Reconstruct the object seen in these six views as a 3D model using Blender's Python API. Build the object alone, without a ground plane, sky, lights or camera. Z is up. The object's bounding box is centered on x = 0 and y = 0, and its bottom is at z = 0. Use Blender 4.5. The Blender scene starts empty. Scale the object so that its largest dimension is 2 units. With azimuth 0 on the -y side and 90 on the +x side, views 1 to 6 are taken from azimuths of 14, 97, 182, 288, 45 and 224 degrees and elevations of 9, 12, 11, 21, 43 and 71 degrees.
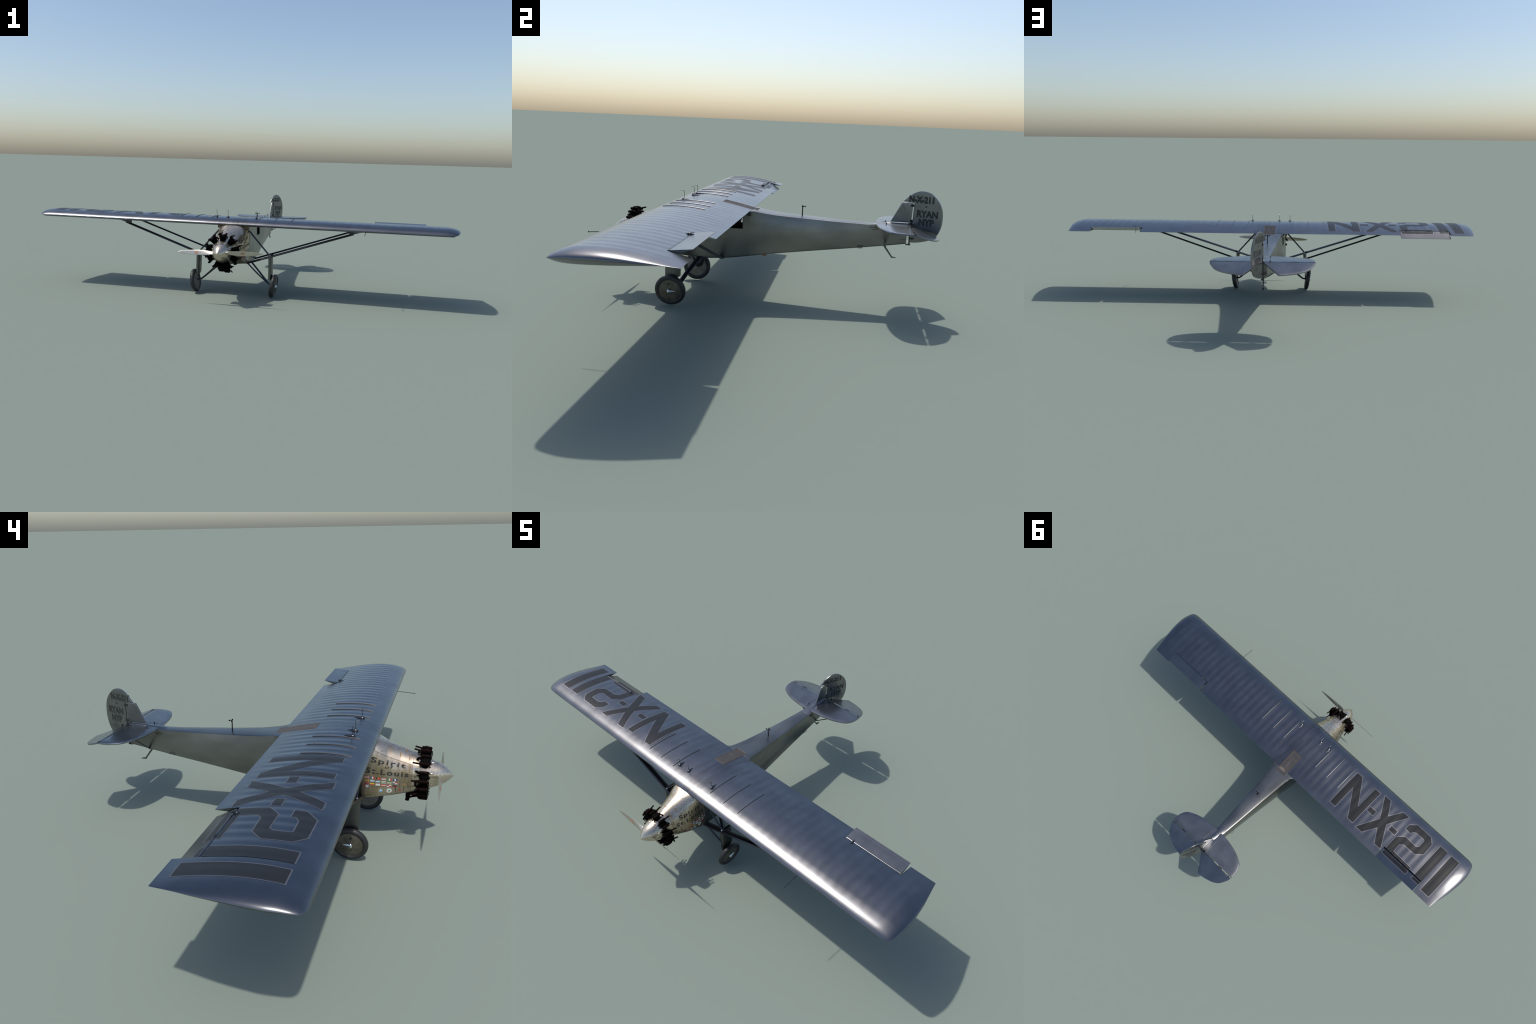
import bpy, bmesh, math, random
import numpy as np
from mathutils import Vector, Matrix
from mathutils.bvhtree import BVHTree

random.seed(7)
V = Vector
R = math.radians

# ---------------------------------------------------------------- materials
def new_mat(name):
    m = bpy.data.materials.new(name)
    m.use_nodes = True
    nt = m.node_tree
    return m, nt, nt.nodes["Principled BSDF"]


def simple(name, col, metal=0.0, rough=0.5, coat=0.0, spec=0.5):
    m, nt, b = new_mat(name)
    b.inputs["Base Color"].default_value = (*col, 1)
    b.inputs["Metallic"].default_value = metal
    b.inputs["Roughness"].default_value = rough
    b.inputs["Coat Weight"].default_value = coat
    b.inputs["Specular IOR Level"].default_value = spec
    return m


def add_noise_colour(nt, b, c0, c1, scale, detail=5, stretch=(1, 1, 1), lo=0.35, hi=0.65):
    tc = nt.nodes.new("ShaderNodeTexCoord")
    mp = nt.nodes.new("ShaderNodeMapping")
    mp.inputs["Scale"].default_value = stretch
    nz = nt.nodes.new("ShaderNodeTexNoise")
    nz.inputs["Scale"].default_value = scale
    nz.inputs["Detail"].default_value = detail
    cr = nt.nodes.new("ShaderNodeValToRGB")
    cr.color_ramp.elements[0].position = lo
    cr.color_ramp.elements[1].position = hi
    cr.color_ramp.elements[0].color = (*c0, 1)
    cr.color_ramp.elements[1].color = (*c1, 1)
    L = nt.links.new
    L(tc.outputs["Object"], mp.inputs["Vector"])
    L(mp.outputs[0], nz.inputs["Vector"])
    L(nz.outputs["Fac"], cr.inputs["Fac"])
    L(cr.outputs["Color"], b.inputs["Base Color"])
    return tc, mp, nz, cr


def rough_noise(nt, b, tc, scale, lo, hi):
    nz = nt.nodes.new("ShaderNodeTexNoise")
    nz.inputs["Scale"].default_value = scale
    nz.inputs["Detail"].default_value = 4
    mr = nt.nodes.new("ShaderNodeMapRange")
    mr.inputs["From Min"].default_value = 0.3
    mr.inputs["From Max"].default_value = 0.7
    mr.inputs["To Min"].default_value = lo
    mr.inputs["To Max"].default_value = hi
    nt.links.new(tc.outputs["Object"], nz.inputs["Vector"])
    nt.links.new(nz.outputs["Fac"], mr.inputs["Value"])
    nt.links.new(mr.outputs[0], b.inputs["Roughness"])


def silver_dope(name, c0, c1, r0, r1, metal=1.0, scale=14, stretch=(1, 1, 1)):
    m, nt, b = new_mat(name)
    b.inputs["Metallic"].default_value = metal
    tc, *_ = add_noise_colour(nt, b, c0, c1, scale, 6, stretch)
    rough_noise(nt, b, tc, 9, r0, r1)
    return m


M_WING = silver_dope("silver_doped_wing_fabric", (0.172, 0.175, 0.184), (0.206, 0.209, 0.218), 0.235, 0.28)


def soot_streaks(m):
    """oily streaks running aft over the wing centre section"""
    nt = m.node_tree
    b = nt.nodes["Principled BSDF"]
    N, L = nt.nodes.new, nt.links.new
    src = b.inputs["Base Color"].links[0].from_socket
    tc = N("ShaderNodeTexCoord")
    mp = N("ShaderNodeMapping")
    mp.inputs["Scale"].default_value = (46, 7, 1)
    nz = N("ShaderNodeTexNoise")
    nz.inputs["Scale"].default_value = 1.0
    nz.inputs["Detail"].default_value = 4
    L(tc.outputs["Object"], mp.inputs["Vector"])
    L(mp.outputs[0], nz.inputs["Vector"])
    mr = N("ShaderNodeMapRange")
    mr.inputs["From Min"].default_value = 0.45
    mr.inputs["From Max"].default_value = 0.72
    L(nz.outputs["Fac"], mr.inputs["Value"])
    sep = N("ShaderNodeSeparateXYZ")
    L(tc.outputs["Object"], sep.inputs[0])
    ab = N("ShaderNodeMath")
    ab.operation = "ABSOLUTE"
    L(sep.outputs["X"], ab.inputs[0])
    fall = N("ShaderNodeMapRange")
    fall.interpolation_type = "SMOOTHSTEP"
    fall.inputs["From Min"].default_value = 0.03
    fall.inputs["From Max"].default_value = 0.16
    fall.inputs["To Min"].default_value = 0.55
    fall.inputs["To Max"].default_value = 0.0
    L(ab.outputs[0], fall.inputs["Value"])
    mul = N("ShaderNodeMath")
    mul.operation = "MULTIPLY"
    L(mr.outputs[0], mul.inputs[0])
    L(fall.outputs[0], mul.inputs[1])
    mx = N("ShaderNodeMix")
    mx.data_type = "RGBA"
    L(mul.outputs[0], mx.inputs[0])
    L(src, mx.inputs[6])
    mx.inputs[7].default_value = (0.085, 0.075, 0.072, 1)
    L(mx.outputs[2], b.inputs["Base Color"])


soot_streaks(M_WING)
M_FUS = silver_dope("silver_doped_fuselage_fabric", (0.165, 0.166, 0.155), (0.255, 0.253, 0.244), 0.28, 0.37, scale=13, stretch=(1, 0.35, 1))
M_TAIL = silver_dope("silver_doped_tail_fabric", (0.200, 0.203, 0.206), (0.250, 0.252, 0.255), 0.25, 0.33, scale=20)
M_MARK = simple("black_registration_paint", (0.013, 0.013, 0.0135), 0.0, 0.42, 0.0, 0.4)
M_HALO = simple("pale_letter_border", (0.215, 0.21, 0.222), 0.8, 0.42)
M_LETTER = simple("black_lettering_paint", (0.022, 0.024, 0.022), 0.0, 0.45)
M_STRUT = simple("dark_painted_steel_tube", (0.060, 0.063, 0.075), 0.9, 0.3)
M_LEG = silver_dope("grey_leg_fairing_metal", (0.115, 0.12, 0.114), (0.15, 0.152, 0.145), 0.33, 0.43)
M_BLACK = simple("black_enamel_engine", (0.0020, 0.0017, 0.0017), 0.0, 0.7, 0.0, 0.05)
M_ROCK = simple("dark_brown_rocker_cover", (0.0070, 0.0024, 0.0018), 0.0, 0.65, 0.0, 0.06)
M_DARK = simple("dark_fitting_metal", (0.06, 0.062, 0.066), 0.9, 0.35)
M_PITOT = simple("dull_pitot_metal", (0.11, 0.112, 0.12), 1.0, 0.25)
M_CHROME = simple("polished_metal", (0.62, 0.63, 0.65), 1.0, 0.14)
M_TUBE = simple("polished_vent_tube", (0.14, 0.135, 0.13), 1.0, 0.38)
M_TYRE = simple("black_rubber_tyre", (0.019, 0.019, 0.0205), 0.0, 0.5)
M_GAP = simple("dark_gap", (0.01, 0.01, 0.011), 0.0, 0.7)
M_GLASS = simple("dark_window_glass", (0.05, 0.055, 0.055), 0.3, 0.2)
M_BROWN = simple("rust_brown_strap", (0.24, 0.14, 0.05), 0.3, 0.5)
M_SEAM = simple("brown_panel_seam", (0.16, 0.11, 0.07), 0.5, 0.5)
M_CANE = simple("woven_cane", (0.34, 0.29, 0.23), 0.0, 0.7)  # lightened to offset the shade inside the cabin
M_CABIN = simple("mid_grey_matte", (0.17, 0.165, 0.155), 0.0, 0.6)
M_WOOD = simple("varnished_wood", (0.28, 0.15, 0.05), 0.0, 0.5)
FLAGCOL = {k: simple("flag_" + n, c, 0.0, 0.5) for k, (n, c) in dict(
    r=("red", (0.50, 0.03, 0.035)), w=("white", (0.62, 0.62, 0.58)), b=("blue", (0.035, 0.055, 0.14)),
    g=("green", (0.03, 0.16, 0.05)), y=("yellow", (0.58, 0.40, 0.04)), k=("black", (0.035, 0.035, 0.04)),
    e=("amber", (0.48, 0.20, 0.055)), o=("orange", (0.52, 0.12, 0.03)), p=("pink", (0.42, 0.22, 0.18)), s=("sky_blue", (0.16, 0.30, 0.46)),
    t=("tan", (0.36, 0.26, 0.13)), u=("pale_blue", (0.24, 0.32, 0.42))).items()}


def aluminium(name, base, spot, grime, spot_scale, spot_amt, grime_lo, grime_hi, stretch=(1, 1, 1), rough=(0.26, 0.42)):
    """engine-turned aluminium: rows of darker swirl spots and warm grime"""
    m, nt, b = new_mat(name)
    N, L = nt.nodes.new, nt.links.new
    tc = N("ShaderNodeTexCoord")
    vo = N("ShaderNodeTexVoronoi")
    vo.inputs["Scale"].default_value = spot_scale
    vo.inputs["Randomness"].default_value = 0.5
    L(tc.outputs["Object"], vo.inputs["Vector"])
    sp = N("ShaderNodeMapRange")
    sp.inputs["From Min"].default_value = 0.16
    sp.inputs["From Max"].default_value = 0.42
    sp.inputs["To Min"].default_value = spot_amt
    sp.inputs["To Max"].default_value = 0.0
    L(vo.outputs["Distance"], sp.inputs["Value"])
    pick = N("ShaderNodeTexNoise")
    pick.inputs["Scale"].default_value = 34
    pick.inputs["Detail"].default_value = 3
    L(tc.outputs["Object"], pick.inputs["Vector"])
    pk = N("ShaderNodeMapRange")
    pk.inputs["From Min"].default_value = 0.33
    pk.inputs["From Max"].default_value = 0.50
    L(pick.outputs["Fac"], pk.inputs["Value"])
    mul = N("ShaderNodeMath")
    mul.operation = "MULTIPLY"
    L(sp.outputs[0], mul.inputs[0])
    L(pk.outputs[0], mul.inputs[1])
    mx = N("ShaderNodeMix")
    mx.data_type = "RGBA"
    mx.inputs[6].default_value = (*base, 1)
    mx.inputs[7].default_value = (*spot, 1)
    L(mul.outputs[0], mx.inputs[0])
    mp = N("ShaderNodeMapping")
    mp.inputs["Scale"].default_value = stretch
    L(tc.outputs["Object"], mp.inputs["Vector"])
    gz = N("ShaderNodeTexNoise")
    gz.inputs["Scale"].default_value = 24
    gz.inputs["Detail"].default_value = 7
    gz.inputs["Roughness"].default_value = 0.62
    L(mp.outputs[0], gz.inputs["Vector"])
    gr = N("ShaderNodeMapRange")
    gr.inputs["From Min"].default_value = grime_lo
    gr.inputs["From Max"].default_value = grime_hi
    gr.inputs["To Max"].default_value = 0.85
    L(gz.outputs["Fac"], gr.inputs["Value"])
    mg = N("ShaderNodeMix")
    mg.data_type = "RGBA"
    L(gr.outputs[0], mg.inputs[0])
    L(mx.outputs[2], mg.inputs[6])
    mg.inputs[7].default_value = (*grime, 1)
    L(mg.outputs[2], b.inputs["Base Color"])
    b.inputs["Metallic"].default_value = 0.92
    rr = N("ShaderNodeMapRange")
    rr.inputs["To Min"].default_value = rough[0]
    rr.inputs["To Max"].default_value = rough[1]
    L(mul.outputs[0], rr.inputs["Value"])
    L(rr.outputs[0], b.inputs["Roughness"])
    return m


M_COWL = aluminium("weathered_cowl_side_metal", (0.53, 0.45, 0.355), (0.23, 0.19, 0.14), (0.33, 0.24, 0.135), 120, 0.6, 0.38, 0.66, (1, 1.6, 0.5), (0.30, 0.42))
M_HOOD = aluminium("engine_turned_hood_aluminium", (0.62, 0.53, 0.415), (0.17, 0.16, 0.155), (0.46, 0.33, 0.20), 125, 0.85, 0.48, 0.72)
M_SPIN = aluminium("burnished_spinner_aluminium", (0.63, 0.545, 0.43), (0.26, 0.24, 0.22), (0.50, 0.38, 0.25), 110, 0.6, 0.50, 0.75)
M_PROP = silver_dope("brushed_blade_metal", (0.54, 0.49, 0.41), (0.60, 0.55, 0.47), 0.3, 0.38, 0.9, 30)  # warm tint in the base colour for sunlight on the blade
M_DISC = silver_dope("weathered_wheel_disc", (0.085, 0.078, 0.06), (0.15, 0.135, 0.105), 0.45, 0.6, 0.5, 60)
M_DISC_IN = silver_dope("inner_wheel_disc", (0.17, 0.16, 0.14), (0.24, 0.225, 0.2), 0.5, 0.6, 0.5, 40)


def screen_material():
    m, nt, b = new_mat("skylight_screen")
    N, L = nt.nodes.new, nt.links.new
    tc = N("ShaderNodeTexCoord")
    br = N("ShaderNodeTexBrick")
    br.inputs["Scale"].default_value = 260
    br.inputs["Color1"].default_value = (0.16, 0.15, 0.145, 1)
    br.inputs["Color2"].default_value = (0.13, 0.122, 0.118, 1)
    br.inputs["Mortar"].default_value = (0.11, 0.105, 0.10, 1)
    br.inputs["Mortar Size"].default_value = 0.03
    L(tc.outputs["Object"], br.inputs["Vector"])
    L(br.outputs["Color"], b.inputs["Base Color"])
    b.inputs["Roughness"].default_value = 0.5
    b.inputs["Metallic"].default_value = 0.25
    return m


M_SCREEN = screen_material()

# ---------------------------------------------------------------- helpers
ROOT = bpy.data.objects.new("vintage_monoplane", None)
bpy.context.scene.collection.objects.link(ROOT)
ROOT["label"] = "silver high-wing 1920s monoplane with black radial engine"
ROOT["category"] = "airplane"


def add(name, verts, faces, mat, parent=ROOT, smooth=True, angle=35, weld=False):
    me = bpy.data.meshes.new(name)
    me.from_pydata([tuple(v) for v in verts], [], faces)
    bm = bmesh.new()
    bm.from_mesh(me)
    if weld:
        bmesh.ops.remove_doubles(bm, verts=bm.verts, dist=1e-6)
    bmesh.ops.recalc_face_normals(bm, faces=bm.faces)
    bm.to_mesh(me)
    bm.free()
    me.validate()
    mats = mat if isinstance(mat, (list, tuple)) else [mat]
    for k in mats:
        me.materials.append(k)
    if smooth:
        me.shade_smooth()
        me.set_sharp_from_angle(angle=R(angle))
    ob = bpy.data.objects.new(name, me)
    bpy.context.scene.collection.objects.link(ob)
    ob.parent = parent
    return ob


class Geo:
    """small accumulator of verts and faces"""

    def __init__(self):
        self.v, self.f, self.m = [], [], []

    def put(self, vs, fs, mi=0):
        o = len(self.v)
        self.v += [tuple(p) for p in vs]
        self.f += [[i + o for i in f] for f in fs]
        self.m += [mi] * len(fs)

    def loft(self, rings, cap0=True, cap1=True, mi=0):
        n = len(rings[0])
        vs = [p for r in rings for p in r]
        fs = []
        for k in range(len(rings) - 1):
            for i in range(n):
                j = (i + 1) % n
                fs.append([k * n + i, k * n + j, (k + 1) * n + j, (k + 1) * n + i])
        if cap0:
            fs.append(list(range(n))[::-1])
        if cap1:
            fs.append([(len(rings) - 1) * n + i for i in range(n)])
        self.put(vs, fs, mi)

    def tube(self, pts, r, n=10, mi=0, chord=None, cap=True):
        """round tube along a polyline; chord=(scale, dir) squashes it into a streamlined section"""
        P = [V(p) for p in pts]
        rings = []
        prev = None
        for i, p in enumerate(P):
            a = P[max(i - 1, 0)]
            c = P[min(i + 1, len(P) - 1)]
            d = (c - a).normalized()
            ref = V(chord[1]) if chord else (prev or (V((0, 1, 0)) if abs(d.y) < 0.8 else V((0.1, 0, 1))))
            e1 = (ref - d * ref.dot(d)).normalized()
            prev = e1
            e2 = d.cross(e1)
            rr = r[i] if isinstance(r, (list, tuple)) else r
            ring = []
            for k in range(n):
                t = 2 * math.pi * k / n
                x, y = math.cos(t), math.sin(t)
                if chord:
                    # streamlined: blunt nose towards -ref, tapering tail towards +ref
                    y *= (1 - 0.55 * max(0, x)) 
                    x *= chord[0]
                ring.append(p + e1 * (x * rr) + e2 * (y * rr))
            rings.append(ring)
        self.loft(rings, cap, cap, mi)

    def ball(self, c, s, n=12, m=8, mi=0, fn=None):
        c = V(c)
        rings = []
        for i in range(1, m):
            t = math.pi * i / m
            ring = []
            for k in range(n):
                a = 2 * math.pi * k / n
                p = V((math.sin(t) * math.cos(a), math.sin(t) * math.sin(a), math.cos(t)))
                if fn:
                    p = fn(p)
                ring.append(c + V((p.x * s[0], p.y * s[1], p.z * s[2])))
            rings.append(ring)
        self.loft(rings, True, True, mi)

    def box(self, lo, hi, mi=0):
        x0, y0, z0 = lo
        x1, y1, z1 = hi
        vs = [(x0, y0, z0), (x1, y0, z0), (x1, y1, z0), (x0, y1, z0), (x0, y0, z1), (x1, y0, z1), (x1, y1, z1), (x0, y1, z1)]
        self.put(vs, [[0, 3, 2, 1], [4, 5, 6, 7], [0, 1, 5, 4], [1, 2, 6, 5], [2, 3, 7, 6], [3, 0, 4, 7]], mi)

    def revolve(self, prof, n=48, mi=0, axis="y", c=(0, 0, 0)):
        """prof: list of (along axis, radius)"""
        rings = []
        for a, r in prof:
            ring = []
            for k in range(n):
                t = 2 * math.pi * k / n
                if axis == "y":
                    ring.append((c[0] + r * math.cos(t), c[1] + a, c[2] + r * math.sin(t)))
                elif axis == "x":
                    ring.append((c[0] + a, c[1] + r * math.cos(t), c[2] + r * math.sin(t)))
                else:
                    ring.append((c[0] + r * math.cos(t), c[1] + r * math.sin(t), c[2] + a))
            rings.append(ring)
        self.loft(rings, True, True, mi)

    def done(self, name, mat, parent=ROOT, smooth=True, angle=35):
        ob = add(name, self.v, self.f, mat, parent, smooth, angle)
        if len(set(self.m)) > 1:
            ob.data.polygons.foreach_set("material_index", self.m)
        return ob


def interp(t, xs, ys):
    return float(np.interp(t, xs, ys))


def smooth_curve(pts, n, closed=False):
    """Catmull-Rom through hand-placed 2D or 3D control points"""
    P = [np.array(p, float) for p in pts]
    out = []
    m = len(P)
    segs = m if closed else m - 1
    for i in range(segs):
        if closed:
            a, b, c, d = P[(i - 1) % m], P[i], P[(i + 1) % m], P[(i + 2) % m]
        else:
            b, c = P[i], P[i + 1]
            a = P[i - 1] if i else 2 * b - c
            d = P[i + 2] if i + 2 < m else 2 * c - b
        for k in range(n):
            t = k / n
            out.append(0.5 * (2 * b + (c - a) * t + (2 * a - 5 * b + 4 * c - d) * t * t + (3 * b - a - 3 * c + d) * t ** 3))
    if not closed:
        out.append(P[-1])
    return [tuple(p) for p in out]


def bvh_of(*obs):
    vs, fs = [], []
    for o in obs:
        k = len(vs)
        vs += [o.matrix_basis @ v.co for v in o.data.vertices]
        fs += [[i + k for i in p.vertices] for p in o.data.polygons]
    return BVHTree.FromPolygons(vs, fs)


# ---------------------------------------------------------------- wing
LE, TE, HINGE = -0.3705, -0.069, -0.1305
CHORD = TE - LE
RIB = 0.0379
CLARK = [(0, 3.5, 3.5), (1.25, 5.45, 1.93), (2.5, 6.5, 1.47), (5, 7.9, .93), (7.5, 8.85, .63), (10, 9.6, .42), (15, 10.68, .15),
         (20, 11.36, .03), (30, 11.7, 0), (40, 11.4, 0), (50, 10.52, 0), (60, 9.15, 0), (70, 7.35, 0), (80, 5.22, 0), (90, 2.8, 0), (95, 1.49, 0), (100, .3, 0)]
_s = np.sqrt(np.array([c[0] for c in CLARK]) / 100)
_fine = np.linspace(0, 1, 401)


def _cat(ys):
    pts = smooth_curve([(a, b) for a, b in zip(_s, ys)], 16)
    return np.interp(_fine, [p[0] for p in pts], [p[1] for p in pts])


_up, _lo = _cat([c[1] / 100 for c in CLARK]), _cat([c[2] / 100 for c in CLARK])


def foil(y):
    """upper and lower surface height at chord position y"""
    c = min(max((y - LE) / CHORD, 0), 1)
    base = 0.325 + 0.006 * c
    s = math.sqrt(c)
    return base + CHORD * float(np.interp(s, _fine, _up)), base + CHORD * float(np.interp(s, _fine, _lo))


def sag(x, y):
    """fabric sinks between the ribs"""
    c = (y - LE) / CHORD
    env = min(max((c - 0.10) / 0.16, 0), 1) * min(max((1.0 - c) / 0.25, 0), 1)
    env = env * env * (3 - 2 * env)
    centre = min(max((abs(x) - 0.035) / 0.05, 0), 1)
    tip = min(max((0.975 - abs(x)) / 0.05, 0), 1)
    return -0.00064 * (0.5 - 0.5 * math.cos(2 * math.pi * x / RIB)) * env * (0.35 + 0.65 * centre) * tip


TIP = smooth_curve([(-0.3705, 0.945), (-0.3685, 0.967), (-0.3630, 0.981), (-0.352, 0.9895), (-0.328, 0.9955), (-0.293, 1.0), (-0.24, 0.9975),
                    (-0.175, 0.9885), (-0.12, 0.9760), (-0.069, 0.9650)], 8)


def tip_x(y):
    return interp(y, [p[0] for p in TIP], [p[1] for p in TIP])


def chord_ys(te, n=54):
    # dense near the leading edge
    return [LE + (te - LE) * (i / n) ** 1.8 for i in range(n + 1)]


wing = Geo()


def wing_section(x_of, te, shrink=None):
    ys = chord_ys(te)
    up, lo = [], []
    for y in ys:
        x = x_of(y)
        u, l = foil(y)
        u += sag(x, y)
        l -= 0.6 * sag(x, y) * -1 if False else 0.0
        if shrink:
            mid = 0.50 * u + 0.50 * l
            ku, kl = shrink(x, y)
            u, l = mid + (u - mid) * ku, mid + (l - mid) * kl
        up.append((x, y, u))
        lo.append((x, y, l))
    return up[::-1] + lo[1:]


def wing_panel(x0, x1, te, cap0, cap1):
    n = max(2, int(abs(x1 - x0) / (RIB / 10)))
    rings = [wing_section(lambda y, x=x0 + (x1 - x0) * i / n: x, te) for i in range(n + 1)]
    wing.loft(rings, cap0, cap1)


AIL_R = (0.6215, 0.8640)     # aileron bays, +x side
AIL_L = (-0.8620, -0.6240)
wing_panel(AIL_L[0], AIL_L[1], HINGE, False, False)
wing_panel(AIL_R[0], AIL_R[1], HINGE, False, False)
wing_panel(AIL_L[1], AIL_R[0], TE, True, True)
for sgn, x0 in ((1, AIL_R[1]), (-1, AIL_L[0])):
    rings = []
    n = 40
    for i in range(n + 1):
        s = i / n
        s = s if i < 12 else s
        s = 1 - (1 - s) ** 2.4

        def x_of(y, s=s):
            return sgn * (abs(x0) + (tip_x(y) - abs(x0)) * s)

        def shrink(x, y):
            d = tip_x(y) - abs(x)
            def k(r):
                q = min(max(d / r, 0), 1)
                return max(0.02, math.sqrt(max(0, 1 - (1 - q) ** 2)))
            return k(0.065), max(0.02, min(1.0, d / 0.022) ** 0.85)

        rings.append(wing_section(x_of, TE, shrink))
    wing.loft(rings, True, True)
WING = wing.done("wing", M_WING, angle=50)

# ailerons: a wedge with a round nose turned about the hinge
def aileron(xa, xb, deg):
    g = Geo()
    y0 = HINGE + 0.0052
    ys = [y0 + (TE - y0) * i / 12 for i in range(13)]
    zh = sum(foil(HINGE)) / 2
    a = R(deg)
    rings = []
    n = 60
    for i in range(n + 1):
        x = xa + (xb - xa) * i / n
        up = [(y, foil(y)[0] + 0.6 * sag(x, y)) for y in ys]
        lo = [(HINGE + 0.0004, foil(HINGE)[1] + 0.001)] + [(y, foil(y)[1]) for y in ys[1:]]
        zt, zb = up[0][1], lo[0][1]
        nose = [(ys[0] + (lo[0][0] - ys[0]) * (0.5 + 0.5 * math.cos(math.pi * k / 6)) - 0.0012 * math.sin(math.pi * k / 6), zb + (zt - zb) * (0.5 - 0.5 * math.cos(math.pi * k / 6))) for k in range(1, 6)]
        ring = []
        for y, z in up[::-1] + nose[::-1] + lo:
            dy, dz = y - HINGE, z - zh
            ring.append((x, HINGE + dy * math.cos(a) - dz * math.sin(a), zh + dy * math.sin(a) + dz * math.cos(a)))
        rings.append(ring)
    g.loft(rings)
    lip = [r[12] for r in rings]
    if deg > 0:
        g.tube([lip[0], lip[-1]], 0.0011, 8)  # thin rod modelled for the bright sunlit line on the aileron nose
    return g.done("aileron", M_WING, WING, angle=40)


AILERON_R = aileron(AIL_R[0] + 0.003, AIL_R[1] - 0.003, 18.7)
AILERON_L = aileron(AIL_L[0] + 0.0015, AIL_L[1] - 0.003, -15.6)
B_WING = bvh_of(WING)
B_AIL_L = bvh_of(AILERON_L)


def on_top(x, y, bvh=None):
    h = (bvh or B_WING).ray_cast(V((x, y, 0.5)), V((0, 0, -1)))
    return h[0].z if h[0] else foil(y)[0]


# ---------------------------------------------------------------- painted shapes laid on a surface
def offset_poly(poly, d):
    n = len(poly)
    area = sum(poly[i][0] * poly[(i + 1) % n][1] - poly[(i + 1) % n][0] * poly[i][1] for i in range(n))
    sg = 1 if area > 0 else -1
    out = []
    for i in range(n):
        a, b, c = V(poly[i - 1]), V(poly[i]), V(poly[(i + 1) % n])
        e0, e1 = (b - a).normalized(), (c - b).normalized()
        n0, n1 = V((e0.y, -e0.x)) * sg, V((e1.y, -e1.x)) * sg
        m = n0 + n1
        m = m / max(0.35, m.dot(m) / 2) if m.length > 1e-6 else n0
        out.append(tuple(b + m * d))
    return out


def flat_bm(polys, step=None, clip=None):
    """2D polygons -> triangulated bmesh, sliced so that it can follow a curved surface"""
    bm = bmesh.new()
    for poly in polys:
        bm.faces.new([bm.verts.new((p[0], p[1], 0)) for p in poly])
    if clip:
        axis, val, keep_greater = clip
        no = [0, 0, 0]
        no[axis] = -1 if keep_greater else 1
        co = [0, 0, 0]
        co[axis] = val
        bmesh.ops.bisect_plane(bm, geom=bm.verts[:] + bm.edges[:] + bm.faces[:], plane_co=co, plane_no=no, clear_outer=True)
    bmesh.ops.triangulate(bm, faces=bm.faces[:])
    if step:
        for ax in (0, 1):
            if not step[ax] or not bm.verts:
                continue
            lo = min(v.co[ax] for v in bm.verts)
            hi = max(v.co[ax] for v in bm.verts)
            k = math.floor(lo / step[ax]) + 1
            while k * step[ax] < hi:
                co, no = [0, 0, 0], [0, 0, 0]
                co[ax], no[ax] = k * step[ax], 1
                bmesh.ops.bisect_plane(bm, geom=bm.verts[:] + bm.edges[:] + bm.faces[:], plane_co=co, plane_no=no)
                k += 1
    return bm


def lay(name, bm, place, mat, parent):
    """move every vertex of a flat bmesh by place(u, v) -> point and make it an object"""
    for v in bm.verts:
        v.co = place(v.co.x, v.co.y)
    me = bpy.data.meshes.new(name)
    bm.to_mesh(me)
    bm.free()
    me.materials.append(mat)
    me.shade_smooth()
    ob = bpy.data.objects.new(name, me)
    bpy.context.scene.collection.objects.link(ob)
    ob.parent = parent
    return ob


GLYPHS = [
    [(-.2836, -.311), (-.316, -.311), (-.4026, -.182), (-.4026, -.311), (-.4357, -.311), (-.4357, -.111), (-.4033, -.111), (-.318, -.240), (-.318, -.111), (-.284, -.111)],
    [(-.4448, -.2265), (-.483, -.2265), (-.483, -.202), (-.4448, -.202)],
    [(-.4595, -.319), (-.4975, -.319), (-.539, -.249), (-.581, -.319), (-.617, -.319), (-.559, -.2148), (-.6188, -.1085), (-.5805, -.1085), (-.539, -.176), (-.498, -.1077), (-.4595, -.1077), (-.5194, -.2138)],
    [(-.5833, -.2267), (-.622, -.2267), (-.622, -.2035), (-.5833, -.2035)],
    [(-.640, -.265), (-.6417, -.292), (-.6715, -.320), (-.7558, -.319), (-.7820, -.293), (-.7833, -.2293), (-.7519, -.2017), (-.686, -.201), (-.6696, -.1866),
     (-.6701, -.1436), (-.7827, -.1410), (-.7829, -.1045), (-.6343, -.1045), (-.6335, -.204), (-.6665, -.2335), (-.7341, -.232), (-.7449, -.2438), (-.7444, -.2818), (-.7385, -.2866), (-.6911, -.286), (-.6748, -.276), (-.6735, -.264)],
    [(-.8165, -.318), (-.8607, -.318), (-.8607, -.1095), (-.8165, -.1095)],
    [(-.8836, -.3186), (-.9322, -.3186), (-.9322, -.0992), (-.8836, -.0992)],
]
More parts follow.
